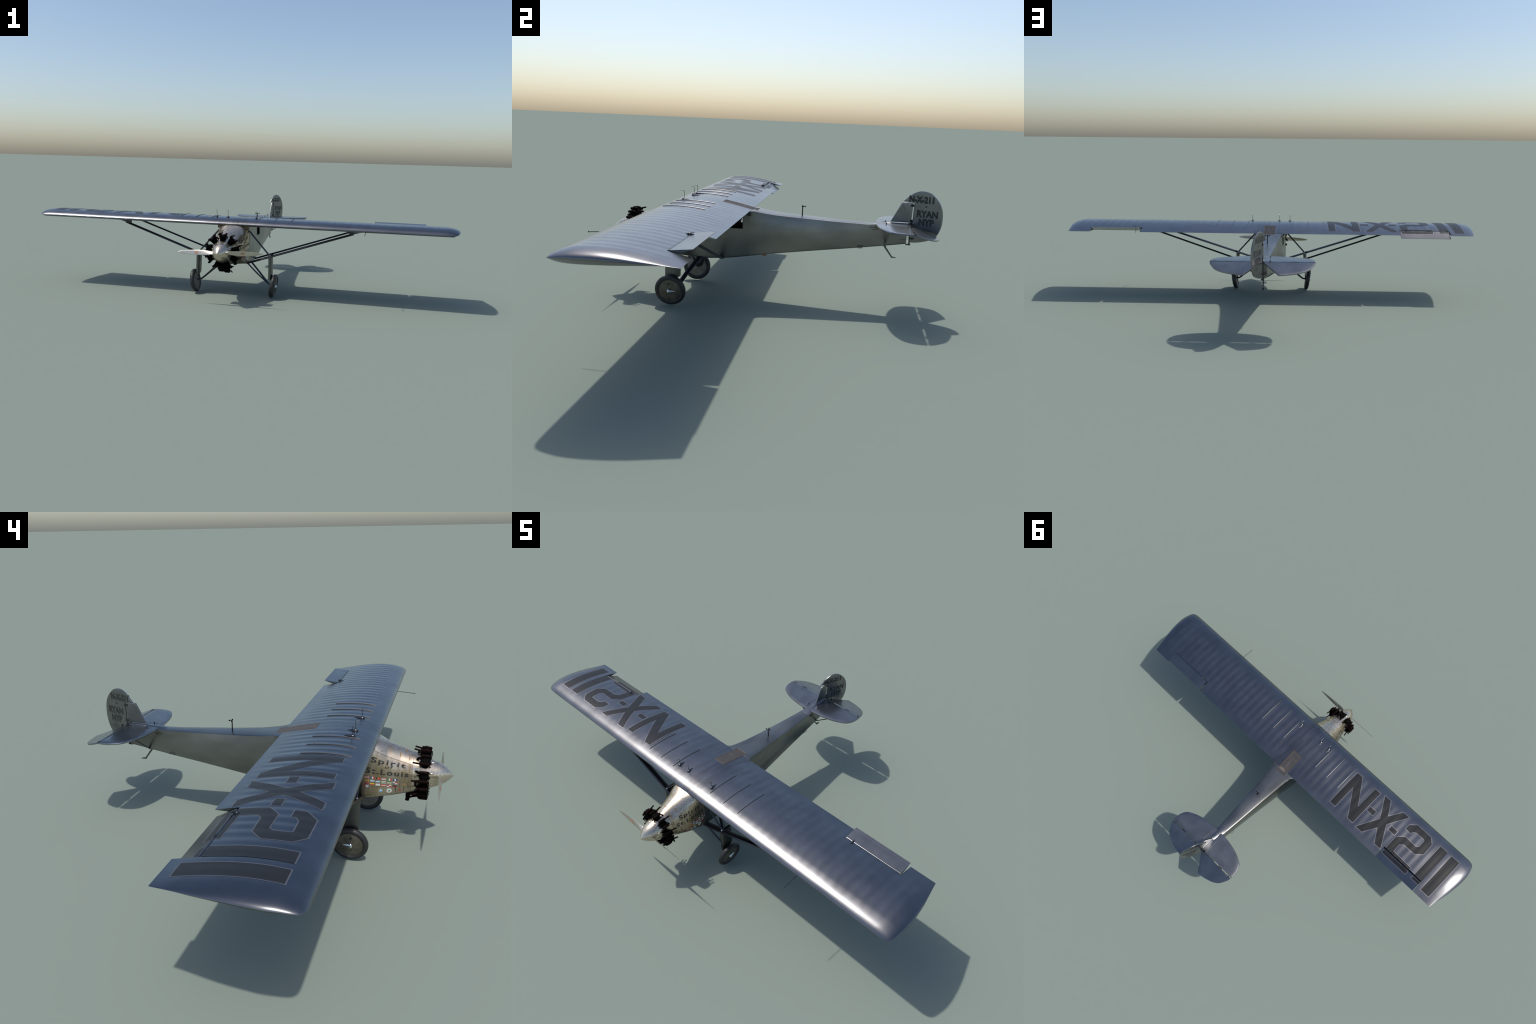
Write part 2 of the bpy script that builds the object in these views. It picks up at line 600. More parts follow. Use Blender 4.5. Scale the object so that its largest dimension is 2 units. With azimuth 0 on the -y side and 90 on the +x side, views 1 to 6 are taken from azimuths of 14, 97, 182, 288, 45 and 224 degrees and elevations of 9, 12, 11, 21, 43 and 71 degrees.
for k, poly in enumerate(GLYPHS):
    for nm, pl, off, mat in (("letter_border", offset_poly(poly, 0.0030), 0.0003, M_HALO), ("registration_letter", poly, 0.0006, M_MARK)):
        if k in (4, 5):
            pl2 = [(max(min(x, -0.6255), -0.8605), y) if k == 5 or True else (x, y) for x, y in pl]
            lay(nm, flat_bm([pl2], (RIB / 4, 0.008), (1, HINGE - 0.0012, False)), lambda x, y, o=off: V((x, y, on_top(x, y) + o)), mat, WING)
            lay(nm, flat_bm([pl2], (RIB / 4, 0.008), (1, HINGE + 0.0045, True)), lambda x, y, o=off: V((x, y, on_top(x, y, B_AIL_L) + o)), mat, AILERON_L)
        else:
            lay(nm, flat_bm([pl], (RIB / 4, 0.008)), lambda x, y, o=off: V((x, y, on_top(x, y) + o)), mat, WING)
g = Geo()
g.tube([(-0.2775, y, on_top(-0.2775, y) + 0.0001) for y in np.linspace(-0.3145, -0.1826, 14)], 0.0005, 6)
g.done("painted_pinstripe", M_DARK, WING)

# vent tubes lying on the wing, pitot heads, skylight
for x in (0.1118, 0.1882, 0.2645, -0.1118, -0.1882, -0.2645):
    g = Geo()
    ys = np.linspace(-0.3262, -0.1842, 18)
    g.tube([(x, y, foil(y)[0] + 0.0008) for y in ys], 0.0012, 8)
    g.done("vent_tube", M_TUBE, WING)


def teardrop(c, length, width, height, mi=0, g=None):
    g = g or Geo()
    cx, cy, cz = c

    def fn(p):
        t = p.y
        if t > 0:
            w = (1 - t) ** 0.9 / math.sqrt(max(1e-6, 1 - t * t)) if t < 0.999 else 0
            return V((p.x * min(1, w), t, p.z * min(1, w)))
        return V((p.x, t * 0.36, p.z))
    # blunt nose towards -y, long tail towards +y; poles on the y axis
    rings = []
    m, n = 14, 14
    for i in range(1, m):
        a = math.pi * i / m
        ring = []
        for k in range(n):
            b = 2 * math.pi * k / n
            p = fn(V((math.sin(a) * math.cos(b), -math.cos(a), math.sin(a) * math.sin(b))))
            ring.append((cx + p.x * width, cy + p.y * length, cz + p.z * height))
        rings.append(ring)
    g.loft(rings, mi=mi)
    return g


for x in (0.0955, -0.041, -0.0952):
    y0 = -0.301
    g = Geo()
    teardrop((x, y0, foil(y0)[0] + 0.0005), 0.026, 0.0072, 0.0062, g=g)
    z0 = foil(y0)[0]
    g.tube([(x, y0, z0), (x, y0, z0 + 0.006)], [0.0026, 0.0012], 10)
    g.tube([(x, y0, z0 + 0.004), (x, y0, z0 + 0.027), (x, y0 - 0.0009, z0 + 0.0303), (x, y0 - 0.0032, z0 + 0.0322), (x, y0 - 0.0130, z0 + 0.0322)], 0.0009, 8)
    g.done("pitot_head", M_PITOT, WING)

# skylight: an opening over the cockpit, covered by a fine brown screen
SKY = (0.0262, -0.1755, -0.0480)


def cut_opening(ob, zmin):
    bm = bmesh.new()
    bm.from_mesh(ob.data)
    w, y0, y1 = SKY
    for co, no in (((w, 0, 0), (1, 0, 0)), ((-w, 0, 0), (1, 0, 0)), ((0, y0, 0), (0, 1, 0)), ((0, y1, 0), (0, 1, 0))):
        fs = [f for f in bm.faces if abs(f.calc_center_median().x) < 0.05 and y0 - 0.04 < f.calc_center_median().y < y1 + 0.04 and f.calc_center_median().z > zmin]
        es = list({e for f in fs for e in f.edges})
        vs = list({v for f in fs for v in f.verts})
        bmesh.ops.bisect_plane(bm, geom=vs + es + fs, plane_co=co, plane_no=no)
    dead = [f for f in bm.faces if abs(f.calc_center_median().x) < w and y0 < f.calc_center_median().y < y1 and f.calc_center_median().z > zmin]
    bmesh.ops.delete(bm, geom=dead, context="FACES")
    bm.to_mesh(ob.data)
    bm.free()


def sky_z(x, y):
    return foil(y)[0] if y < TE - 0.002 else 0.3312 - (y - TE) * 0.10


cut_opening(WING, 0.30)
g = Geo()
sw, sy0, sy1 = SKY
SKY_Y = list(np.linspace(sy0, sy1, 20))
rim = [(sw, y) for y in SKY_Y] + [(-sw, y) for y in SKY_Y[::-1]]
g.loft([[(x, y, sky_z(x, y) - 0.0002) for x, y in rim], [(x, y, 0.312) for x, y in rim]], False, False)
g.done("skylight_coaming", M_SEAM, WING)
g = Geo()
for x in np.linspace(-sw, sw, 15):
    rings = [[(x - 0.0005, y, sky_z(x, y) - 0.0004), (x + 0.0005, y, sky_z(x, y) - 0.0004), (x + 0.0005, y, sky_z(x, y) + 0.0003), (x - 0.0005, y, sky_z(x, y) + 0.0003)] for y in SKY_Y]
    g.loft(rings)
for y in np.linspace(sy0, sy1, 30):
    z = sky_z(0, y)
    g.box((-sw, y - 0.0006, z - 0.0009), (sw, y + 0.0006, z + 0.0001))
sc = g.done("skylight_screen", M_SCREEN, WING, smooth=False)
sc["kind"] = "stuff"
g = Geo()
g.tube([(x, -0.103, sky_z(0, -0.103) + 0.0005) for x in np.linspace(-0.014, 0.014, 5)], 0.0007, 6)
g.tube([(0, y, sky_z(0, y) + 0.0005) for y in np.linspace(-0.125, -0.08, 6)], 0.0007, 6)
g.tube([(x, y, sky_z(x, y) + 0.0002) for x, y in rim + rim[:1]], 0.0006, 6, mi=1)
g.done("skylight_frame", [M_HALO, M_SEAM], WING)

# aileron horn fairings
for x, ail in ((0.6555, 1), (-0.6575, -1)):
    g = Geo()
    zt = foil(HINGE)[0]
    teardrop((x, HINGE - 0.003, zt + 0.001), 0.015, 0.0042, 0.0046, g=g)
    g.tube([(x, HINGE - 0.014, zt + 0.0015), (x, HINGE + 0.002, zt + 0.0045)], 0.0009, 6)
    g.tube([(x, HINGE + 0.001, zt + 0.006), (x, HINGE + 0.010, zt + 0.007 if ail > 0 else zt)], 0.0008, 6)
    g.tube([(x, HINGE - 0.004, foil(HINGE)[1] + 0.001), (x, HINGE, foil(HINGE)[1] - 0.008), (x, HINGE + 0.008, foil(HINGE)[1] - 0.009)], 0.0011, 6)
    g.done("aileron_horn", M_DARK, WING)

# forward probe on one wing
g = Geo()
g.tube([(0.602, -0.35, 0.3305), (0.602, -0.4355, 0.3239)], 0.0012, 8)
g.tube([(0.602, -0.4345, 0.3225), (0.602, -0.4345, 0.3262)], 0.0014, 6)
g.done("forward_probe", M_DARK, WING)

# ---------------------------------------------------------------- fuselage
FY = [-0.334, -0.30, -0.25, -0.20, -0.15, -0.10, -0.0695, -0.066, -0.061, -0.055, -0.047, -0.02, 0.02, 0.066, 0.114, 0.164, 0.217, 0.27, 0.325, 0.378, 0.43, 0.484]
HWB = [0.0705, 0.0700, 0.0685, 0.0662, 0.0632, 0.0602, 0.0583, 0.0580, 0.0575, 0.0570, 0.0562, 0.0535, 0.0495, 0.0454, 0.0412, 0.0375, 0.0332, 0.0293, 0.0252, 0.0212, 0.0185, 0.0165]
HWT = [0.0705, 0.0700, 0.0685, 0.0662, 0.0632, 0.0602, 0.0740, 0.0680, 0.0625, 0.0586, 0.0562, 0.0530, 0.0488, 0.0444, 0.0402, 0.0368, 0.0328, 0.0290, 0.0250, 0.0212, 0.0185, 0.0165]
ZT = [0.330, 0.331, 0.331, 0.331, 0.331, 0.331, 0.3300, 0.3302, 0.3300, 0.3295, 0.3282, 0.3238, 0.3190, 0.3158, 0.3131, 0.3107, 0.3079, 0.3057, 0.3038, 0.3024, 0.3015, 0.3010]
ZBY = [-0.334, -0.28, -0.22, -0.163, -0.118, -0.01, 0.149, 0.325, 0.406, 0.484]
ZBV = [0.1560, 0.1515, 0.1490, 0.1520, 0.1578, 0.1745, 0.1953, 0.2170, 0.2282, 0.2400]


def fus_ring(y):
    hb, ht, zt, zb = interp(y, FY, HWB), interp(y, FY, HWT), interp(y, FY, ZT), interp(y, ZBY, ZBV)
    crown = 0.0020 if y > -0.047 else 0.0012
    pts = []
    # half ring from bottom centre to top centre on +x
    rb = min(0.006, hb * 0.4)
    for k in range(4):
        pts.append(((hb - rb) * k / 4, zb))
    for k in range(7):
        a = math.pi / 2 * k / 6
        pts.append((hb - rb + rb * math.sin(a), zb + rb - rb * math.cos(a)))
    side_top = zt - 0.0007
    bow = interp(y, [-0.33, -0.2, -0.1, -0.05, 0.0, 0.06, 0.12, 0.2, 0.3, 0.4, 0.484], [0, .0015, .004, .0066, .0088, .0086, .0074, .0056, .0034, .0010, 0])
    for k in range(1, 10):
        t = k / 9
        z = zb + rb + (side_top - zb - rb) * t
        x = hb + (ht - hb) * max(0, (t - 0.86) / 0.14) ** 1.5
        if y > -0.047:
            x = hb + (ht - hb) * t
        x += bow * math.sin(math.pi * t)
        pts.append((x, z))
    for k in range(1, 9):
        t = k / 8
        x = ht * (1 - t) - 0.0004 * (t > 0) * (1 - t)
        pts.append((x, zt + crown * (1 - (x / ht) ** 2)))
    right = [(x, y, z) for x, z in pts]
    left = [(-x, y, z) for x, z in pts[1:-1]][::-1]
    return right + left


g = Geo()
ys = sorted(set(list(np.round(np.linspace(-0.334, 0.484, 70), 4)) + FY))
g.loft([fus_ring(y) for y in ys])
FUS = g.done("fuselage", M_FUS, angle=28)
B_FUS = bvh_of(FUS)
cut_opening(FUS, 0.31)
g = Geo()
g.box((-0.045, -0.185, 0.205), (0.045, -0.040, 0.212))
g.box((-0.030, -0.085, 0.212), (0.030, -0.072, 0.290))
g.box((-0.030, -0.125, 0.212), (0.030, -0.085, 0.240))
g.done("pilot_seat", M_CANE, FUS, smooth=False)
g = Geo()
g.box((-0.030, -0.165, 0.212), (0.030, -0.130, 0.228))  # low grey block on the cabin floor
g.done("low_grey_box", M_CABIN, FUS, smooth=False)
g = Geo()
g.box((-0.055, -0.200, 0.2050), (0.055, -0.192, 0.318))
g.done("instrument_panel", M_GAP, FUS, smooth=False)

# side windows are open to the cabin
WIN = (-0.155, -0.095, 0.2660, 0.3050)
bm = bmesh.new()
bm.from_mesh(FUS.data)
for co, no in (((0, WIN[0], 0), (0, 1, 0)), ((0, WIN[1], 0), (0, 1, 0)), ((0, 0, WIN[2]), (0, 0, 1)), ((0, 0, WIN[3]), (0, 0, 1))):
    fs = [f for f in bm.faces if abs(f.calc_center_median().x) > 0.04 and -0.25 < f.calc_center_median().y < 0.0]
    es = list({e for f in fs for e in f.edges})
    vs = list({v for f in fs for v in f.verts})
    bmesh.ops.bisect_plane(bm, geom=vs + es + fs, plane_co=co, plane_no=no)
dead = [f for f in bm.faces if WIN[0] < f.calc_center_median().y < WIN[1] and WIN[2] < f.calc_center_median().z < WIN[3] and abs(f.calc_center_median().x) > 0.04]
bmesh.ops.delete(bm, geom=dead, context="FACES")
bm.to_mesh(FUS.data)
bm.free()
for s in (1, -1):
    a = []
    for y, z in ((WIN[0], WIN[2]), (WIN[1], WIN[2]), (WIN[1], WIN[3]), (WIN[0], WIN[3])):
        h = B_FUS.ray_cast(V((s * 0.3, y, z)), V((-s, 0, 0)))
        a.append(h[0])
    g = Geo()
    for p, q in zip(a, a[1:] + a[:1]):
        g.tube([p, q], 0.0011, 6)
    g.done("window_frame", M_DARK, FUS)
    # small triangular gusset under the trailing edge corner
    g = Geo()
    x = s * 0.0568
    pts = [(x, -0.052, 0.3265), (x, -0.036, 0.3235), (x, -0.043, 0.3175)]
    g.put([(p[0] + s * 0.0010, p[1], p[2]) for p in pts] + [(p[0] - s * 0.002, p[1], p[2]) for p in pts], [[0, 1, 2], [3, 5, 4], [0, 3, 4, 1], [1, 4, 5, 2], [2, 5, 3, 0]])
    g.done("root_gusset", M_HALO, FUS, smooth=False)
    # step handle
    g = Geo()
    x = s * 0.0262
    g.tube([(x * 0.96, 0.315, 0.2185), (x + s * 0.004, 0.315, 0.2235), (x + s * 0.004, 0.333, 0.2252), (x * 0.96, 0.333, 0.220)], 0.0010, 6)
    g.done("step_handle", M_DARK, FUS)
g = Geo()
g.box((0.018, -0.025, 0.1655), (0.034, -0.009, 0.176))
g.done("belly_block", M_WOOD, FUS, smooth=False)
g = Geo()
g.box((-0.004, 0.316, 0.2125), (0.010, 0.332, 0.221))
g.done("belly_step", M_HALO, FUS, smooth=False)

# wind generator mast
g = Geo()
zb = interp(0.111, FY, ZT)
g.tube([(0, 0.111, zb), (0, 0.111, 0.3505)], [0.0020, 0.0017], 8)
for a in (0, 180, 95):
    d = V((math.cos(R(a + 12)), math.sin(R(a + 12)), 0))
    g.tube([V((0, 0.111, 0.3500)), V((0, 0.111, 0.3500)) + d * 0.0085], 0.0010, 6)
    g.ball(V((0, 0.111, 0.3500)) + d * 0.0090, (0.0027, 0.0027, 0.0027), 10, 6)
g.tube([(0.0, 0.111, 0.350), (0.0, 0.112, 0.3535)], 0.0008, 6)
g.done("wind_generator_mast", M_BLACK, FUS)

# ---------------------------------------------------------------- tail
def puffed(outline, half_t, widths, frame):
    """thin lens-edged plate: outline (u, v), insets widths, thickness along w; frame maps (u,v,w)->point"""
    g = Geo()
    n = len(outline)
    rings = [[frame(u, v, 0) for u, v in outline]]
    prof = [(w, half_t * math.sqrt(max(0, 1 - (1 - (i + 1) / len(widths)) ** 2))) for i, w in enumerate(widths)]
    ups = [[frame(u, v, t) for u, v in offset_poly(outline, -w)] for w, t in prof]
    dns = [[frame(u, v, -t) for u, v in offset_poly(outline, -w)] for w, t in prof]
    seq = dns[::-1] + rings + ups
    g.loft(seq, True, True)
    return g


def cap_tri(ob):
    bm = bmesh.new()
    bm.from_mesh(ob.data)
    bmesh.ops.triangulate(bm, faces=[f for f in bm.faces if len(f.verts) > 4])
    bm.to_mesh(ob.data)
    bm.free()
    ob.data.shade_smooth()
    ob.data.set_sharp_from_angle(angle=R(40))


HY, SZ = 0.4923, 0.3045
half_le = smooth_curve([(0.0, 0.3748), (0.026, 0.3750), (0.065, 0.3782), (0.106, 0.3850), (0.140, 0.3950), (0.169, 0.4085), (0.188, 0.4215), (0.2015, 0.4445), (0.2060, 0.4680), (0.2060, HY)], 5)
outline = half_le + [(-x, y) for x, y in half_le[::-1]][:-1]
ob = puffed(outline, 0.0042, (0.0012, 0.006, 0.014, 0.026), lambda u, v, w: (u, v, SZ + w)).done("stabilizer", M_TAIL)
cap_tri(ob)
STAB = ob
# root fairing carrying the fin
g = Geo()
g.loft([[(x * k, y, z) for x, z in ((-0.010, 0.306), (-0.006, 0.3102), (0, 0.3122), (0.006, 0.3102), (0.010, 0.306))] for y, k in ((0.414, 0.4), (0.424, 0.9), (0.46, 0.95), (0.490, 0.75))])
g.done("fin_root_fairing", M_TAIL, STAB)
g = Geo()
rings = []
for y, w, ze, zc in ((0.330, 0.0236, 0.3020, 0.3030), (0.352, 0.0228, 0.3028, 0.3062), (0.376, 0.0215, 0.3052, 0.3092), (0.400, 0.0175, 0.3066, 0.3108), (0.424, 0.0120, 0.3078, 0.3120)):
    rings.append([(-w, y, ze - 0.006), (w, y, ze - 0.006)] + [(w * c, y, ze + (zc - ze) * (1 - c * c)) for c in (1, 0.75, 0.4, 0, -0.4, -0.75, -1)])
g.loft(rings)
g.done("tail_deck", M_TAIL, STAB, angle=50)
el = smooth_curve([(0.2052, 0.4974), (0.1990, 0.5180), (0.1780, 0.5540), (0.1460, 0.5750), (0.1000, 0.5895), (0.0660, 0.5945)], 6)
for s in (1, -1):
    a = R(-18.0)
    half = el + [(0.0030, 0.4974)]
    pts = [(s * u, v) for u, v in half]

    def fr(u, v, w):
        d = v - 0.4955
        return (u, 0.4955 + d * math.cos(a) - w * math.sin(a), SZ + 0.0005 + d * math.sin(a) + w * math.cos(a))
    e = puffed(pts, 0.0034, (0.0010, 0.004, 0.010, 0.020), fr).done("elevator", M_TAIL, STAB)
    cap_tri(e)
    g = Geo()
    for x in (0.045, 0.19):
        g.box((s * x - 0.0015, 0.492, SZ - 0.002), (s * x + 0.0015, 0.498, SZ + 0.0018))
    g.tube([(s * 0.1185, 0.4953, SZ + 0.0008), (s * 0.142, 0.4953, SZ + 0.0008)], 0.0018, 6)
    g.done("elevator_hinge", M_GAP, STAB, smooth=False)
    g = Geo()
    g.tube([(s * 0.0305, 0.506, SZ - 0.012), (s * 0.0305, 0.503, SZ + 0.0115)], [0.0008, 0.0022], 8, chord=(2.0, (0, 1, 0)))
    g.tube([(s * 0.0275, 0.404, 0.3100), (s * 0.0300, 0.503, SZ + 0.009)], 0.0004, 6)
    g.tube([(s * 0.0275, 0.4100, 0.3080), (s * 0.0275, 0.4100, 0.3140)], 0.0016, 8)
    g.tube([(s * 0.0275, 0.4100, 0.3115), (s * 0.0225, 0.372, 0.3040)], 0.0004, 6)
    g.done("elevator_control_horn", M_DARK, STAB)
    g = Geo()
    g.tube([(s * 0.0165, 0.4130, 0.2296), (s * 0.122, 0.4190, 0.3015)], 0.0020, 10, chord=(2.0, (0, 1, 0)))
    g.done("stabilizer_strut", M_LEG, STAB)
    g = Geo()
    g.tube([(s * 0.0240, 0.352, 0.2915), (s * 0.0245, 0.380, 0.2945)], 0.0008, 6)
    g.tube([(s * 0.0232, 0.363, 0.2865), (s * 0.0240, 0.384, 0.2885)], 0.0008, 6)
    g.done("cable_fairlead", M_DARK, STAB)

# fin and rudder (rudder turned about its hinge towards +x)
fin = [(0.4245, 0.3148), (0.4587, 0.3835), (0.4605, 0.3852), (0.4998, 0.3862), (0.4968, 0.3148)]
fin_ob = puffed(fin, 0.0030, (0.0008, 0.003, 0.006), lambda u, v, w: (w, u, v)).done("tail_fin", M_TAIL)
cap_tri(fin_ob)
RH = 0.4965
edge = smooth_curve([(-0.0340, 0.3885), (-0.0125, 0.4090), (0.0065, 0.4225), (0.0300, 0.4298), (0.0575, 0.4255), (0.0780, 0.4115), (0.0940, 0.3935), (0.1035, 0.3740),
                     (0.1080, 0.3520), (0.1080, 0.3200), (0.1020, 0.2960), (0.0935, 0.2780), (0.0800, 0.2650), (0.0600, 0.2560), (0.0330, 0.2480), (0.0080, 0.2442)], 4)
rud = edge + [(0.0028, 0.2448), (0.0058, 0.3868)]
TURN = R(19.6)


def rud_frame(u, v, w):
    return V((u * math.sin(TURN) + w * math.cos(TURN), RH + u * math.cos(TURN) - w * math.sin(TURN), v))


RUD = puffed(rud, 0.0031, (0.0007, 0.0022, 0.0045), rud_frame).done("rudder", M_TAIL)
cap_tri(RUD)
g = Geo()
for z in (0.376, 0.322):
    g.box((-0.003, 0.4915, z - 0.004), (0.003, 0.5045, z + 0.004))
g.tube([(0.0, RH - 0.0005, 0.2370), (0.0, RH - 0.0005, 0.386)], 0.0014, 8)
g.tube([(0.0, 0.488, 0.3105), (0.0, 0.503, 0.3085)], 0.004, 8)
g.done("rudder_hinge", M_GAP, RUD)
g = Geo()
g.box((-0.005, 0.4835, 0.2345), (0.005, 0.5005, 0.2385))
g.box((-0.003, 0.4935, 0.2365), (0.003, 0.4985, 0.300))
g.tube([(-0.016, 0.497, 0.2590), (0.016, 0.503, 0.2590)], 0.0020, 8, chord=(3.0, (0, 1, 0)))
g.done("stern_post", M_DARK, FUS, smooth=False)
for s in (1, -1):
    g = Geo()
    g.tube([(s * 0.0175, 0.462, 0.2565), (s * 0.0160, 0.500, 0.2592)], 0.0006, 6)
    g.done("rudder_cable", M_DARK, RUD)


# -- lettering from the built-in font, as flat meshes
def text_polys(body, bold=0.0, shear=0.0, spread=1.0):
    cu = bpy.data.curves.new("lettering_source", "FONT")
    cu.body = body
    cu.offset = bold
    cu.shear = shear
    cu.resolution_u = 4
    cu.space_character = spread
    tmp = bpy.data.objects.new("lettering_source", cu)
    bpy.context.scene.collection.objects.link(tmp)
    dg = bpy.context.evaluated_depsgraph_get()
    me = tmp.evaluated_get(dg).to_mesh()
    vs = [(v.co.x, v.co.y) for v in me.vertices]
    fs = [tuple(p.vertices) for p in me.polygons]
    tmp.evaluated_get(dg).to_mesh_clear()
    bpy.data.objects.remove(tmp)
    bpy.data.curves.remove(cu)
    x0, x1 = min(v[0] for v in vs), max(v[0] for v in vs)
    return [((x - x0) / (x1 - x0), y) for x, y in vs], fs


def lettering(name, body, place, mat, parent, bold=0.03, shear=0.0, cap=0.729, spread=1.0):
    """place(t, h): t runs 0..1 along the word, h is height in cap heights"""
    vs, fs = text_polys(body, bold, shear, spread)
    bm = bmesh.new()
    bv = [bm.verts.new((x, y / cap, 0)) for x, y in vs]
    for f in fs:
        try:
            bm.faces.new([bv[i] for i in f])
        except ValueError:
            pass
    return lay(name, bm, place, mat, parent)


def rudder_text(body, u0, u1, z0, z1, slope, bold):
    for s in (1, -1):
        def place(t, h, s=s):
            tt = t if s > 0 else 1 - t
            u = u0 + (u1 - u0) * tt
            return rud_frame(u, z0 + slope * (u - u0) * 0 + (z1 - z0) * h, s * 0.0035)
        lettering("rudder_lettering", body, place, M_LETTER, RUD, bold)


rudder_text("N-X-211", -0.0128, 0.0745, 0.3895, 0.4110, 0, 0.062)
rudder_text("RYAN", 0.0180, 0.0920, 0.3400, 0.3628, 0, 0.055)
rudder_text("NYP", 0.0270, 0.0800, 0.3105, 0.3335, 0, 0.055)
rudder_text("SAN DIEGO", 0.0500, 0.0720, 0.2965, 0.2995, 0, 0.02)
rudder_text("GROSS WEIGHT", 0.0420, 0.0800, 0.2900, 0.2930, 0, 0.02)
rudder_text("NET LOAD", 0.0480, 0.0720, 0.2835, 0.2865, 0, 0.02)
for s in (1, -1):
    bm = flat_bm([[(0.045, 0.373), (0.048, 0.3735), (0.0505, 0.3755), (0.056, 0.3775), (0.050, 0.3785), (0.046, 0.3785)]])
    lay("rudder_emblem", bm, lambda u, v, s=s: rud_frame(u, v, s * 0.0035), M_DARK, RUD)

# tail skid
g = Geo()
g.tube([(0, 0.405, 0.2330), (0, 0.4125, 0.2230), (0, 0.4375, 0.1895), (0, 0.4415, 0.1862)], [0.0042, 0.0034, 0.0026, 0.0026], 10)
g.loft([[(-w, y, z0), (w, y, z0), (w, y, z1), (-w, y, z1)] for y, w, z0, z1 in ((0.4365, 0.003, 0.1845, 0.1905), (0.444, 0.004, 0.1843, 0.1885), (0.456, 0.0035, 0.1848, 0.1858))])
g.tube([(0, 0.416, 0.2300), (0, 0.4135, 0.2210)], 0.0022, 8)
g.done("tail_skid", M_LEG)

# ---------------------------------------------------------------- engine cowl
CY = [-0.549, -0.525, -0.50, -0.475, -0.44, -0.40, -0.37, -0.36, -0.332]
CHW = [0.0385, 0.0462, 0.0500, 0.0540, 0.0615, 0.0690, 0.0712, 0.0716, 0.0722]
CZT = [0.2680, 0.2775, 0.287, 0.2953, 0.3070, 0.3205, 0.3325, 0.334, 0.335]
CZB = [0.1915, 0.182, 0.174, 0.1675, 0.1645, 0.1610, 0.1575, 0.156, 0.1530]
CNT = [2, 2, 1.95, 1.9, 1.95, 2.3, 3.5, 4.1, 4.6]
CNB = [2, 2, 2.2, 2.5, 4.2, 7.5, 11, 13, 18]


def cowl_ring(y, n=72):
    f = lambda a: interp(y, CY, a)
    zc = 0.2300 + 0.005 * interp(y, [-0.5, -0.35], [0, 1])
    hw, zt, zb, nt_, nb = f(CHW), f(CZT), f(CZB), f(CNT), f(CNB)
    ring = []
    for k in range(n):
        t = 2 * math.pi * k / n
        c, s = math.cos(t), math.sin(t)
        e = 2 / (nt_ if s >= 0 else nb)
        h = (zt - zc) if s >= 0 else (zc - zb)
        ring.append((hw * math.copysign(abs(c) ** e, c), y, zc + h * math.copysign(abs(s) ** e, s)))
    return ring


g = Geo()
g.loft([cowl_ring(y) for y in np.linspace(-0.549, -0.332, 50)], True, True)
COWL = g.done("engine_cowl", [M_COWL, M_HOOD], angle=40)
HOOD = [(-0.332, 0.319), (-0.342, 0.3165), (-0.3645, 0.3095), (-0.385, 0.3000), (-0.41, 0.2895), (-0.44, 0.2785), (-0.477, 0.2675)]
for p in COWL.data.polygons:
    c = p.center
    seam_z = interp(c.y, [h[0] for h in HOOD[::-1]], [h[1] for h in HOOD[::-1]])
    p.material_index = 1 if (c.z > seam_z or c.y < -0.4775) else 0
B_COWL = bvh_of(COWL)


def on_cowl(s, y, z, off=0.0004):
    h = B_COWL.ray_cast(V((s * 0.3, y, z)), V((-s, 0, 0)))
    if h[0] is None:
        return V((s * 0.05, y, z))
    return h[0] + h[1].normalized() * off * (1 if h[1].x * s > 0 else -1)


def on_cowl_top(x, y, off=0.0004):
    h = B_COWL.ray_cast(V((x, y, 0.5)), V((0, 0, -1)))
    return h[0] + V((0, 0, off))


# nose bumps over the crankcase studs
for deg in (20, -20, 72, -72, 125, -125):
    a = R(deg)
    g = Geo()
    g.ball((0.0412 * math.sin(a), -0.534, 0.2300 + 0.0412 * math.cos(a)), (0.0040, 0.0075, 0.0040), 16, 10)
    g.done("cowl_blister", M_HOOD, COWL)
g = Geo()
g.loft([[(-0.0722, y, z0), (0.0722, y, z0), (0.0715, y, 0.331), (-0.0715, y, 0.331)] for y, z0 in ((-0.3585, 0.322), (-0.3570, 0.3165), (-0.334, 0.3140))])
g.done("windshield_fairing", M_SEAM, COWL, smooth=False)
# panel seams
for s in (1, -1):
    g = Geo()
    hood = [(-0.342, 0.3165), (-0.3645, 0.3095), (-0.385, 0.3000), (-0.41, 0.2895), (-0.44, 0.2785), (-0.477, 0.2675)]
    g.tube([on_cowl(s, y, z, 0.0001) for y, z in smooth_curve(hood, 6)], 0.00055, 6)
    g.tube([on_cowl(s, y, z, 0.0001) for y, z in [(-0.336, 0.2310), (-0.40, 0.2280), (-0.46, 0.2250), (-0.470, 0.2265), (-0.477, 0.2300)]], 0.0004, 6)
    g.tube([on_cowl(s, -0.478, z, 0.0001) for z in np.linspace(0.285, 0.178, 16)], 0.0005, 6)
    g.done("panel_seam", M_SEAM, COWL)
g = Geo()
g.tube([(x, y, z) for x, y, z in [V(p) * 1 for p in cowl_ring(-0.3335)]] , 0.0011, 6)
g.done("cowl_rear_band", M_SEAM, COWL)


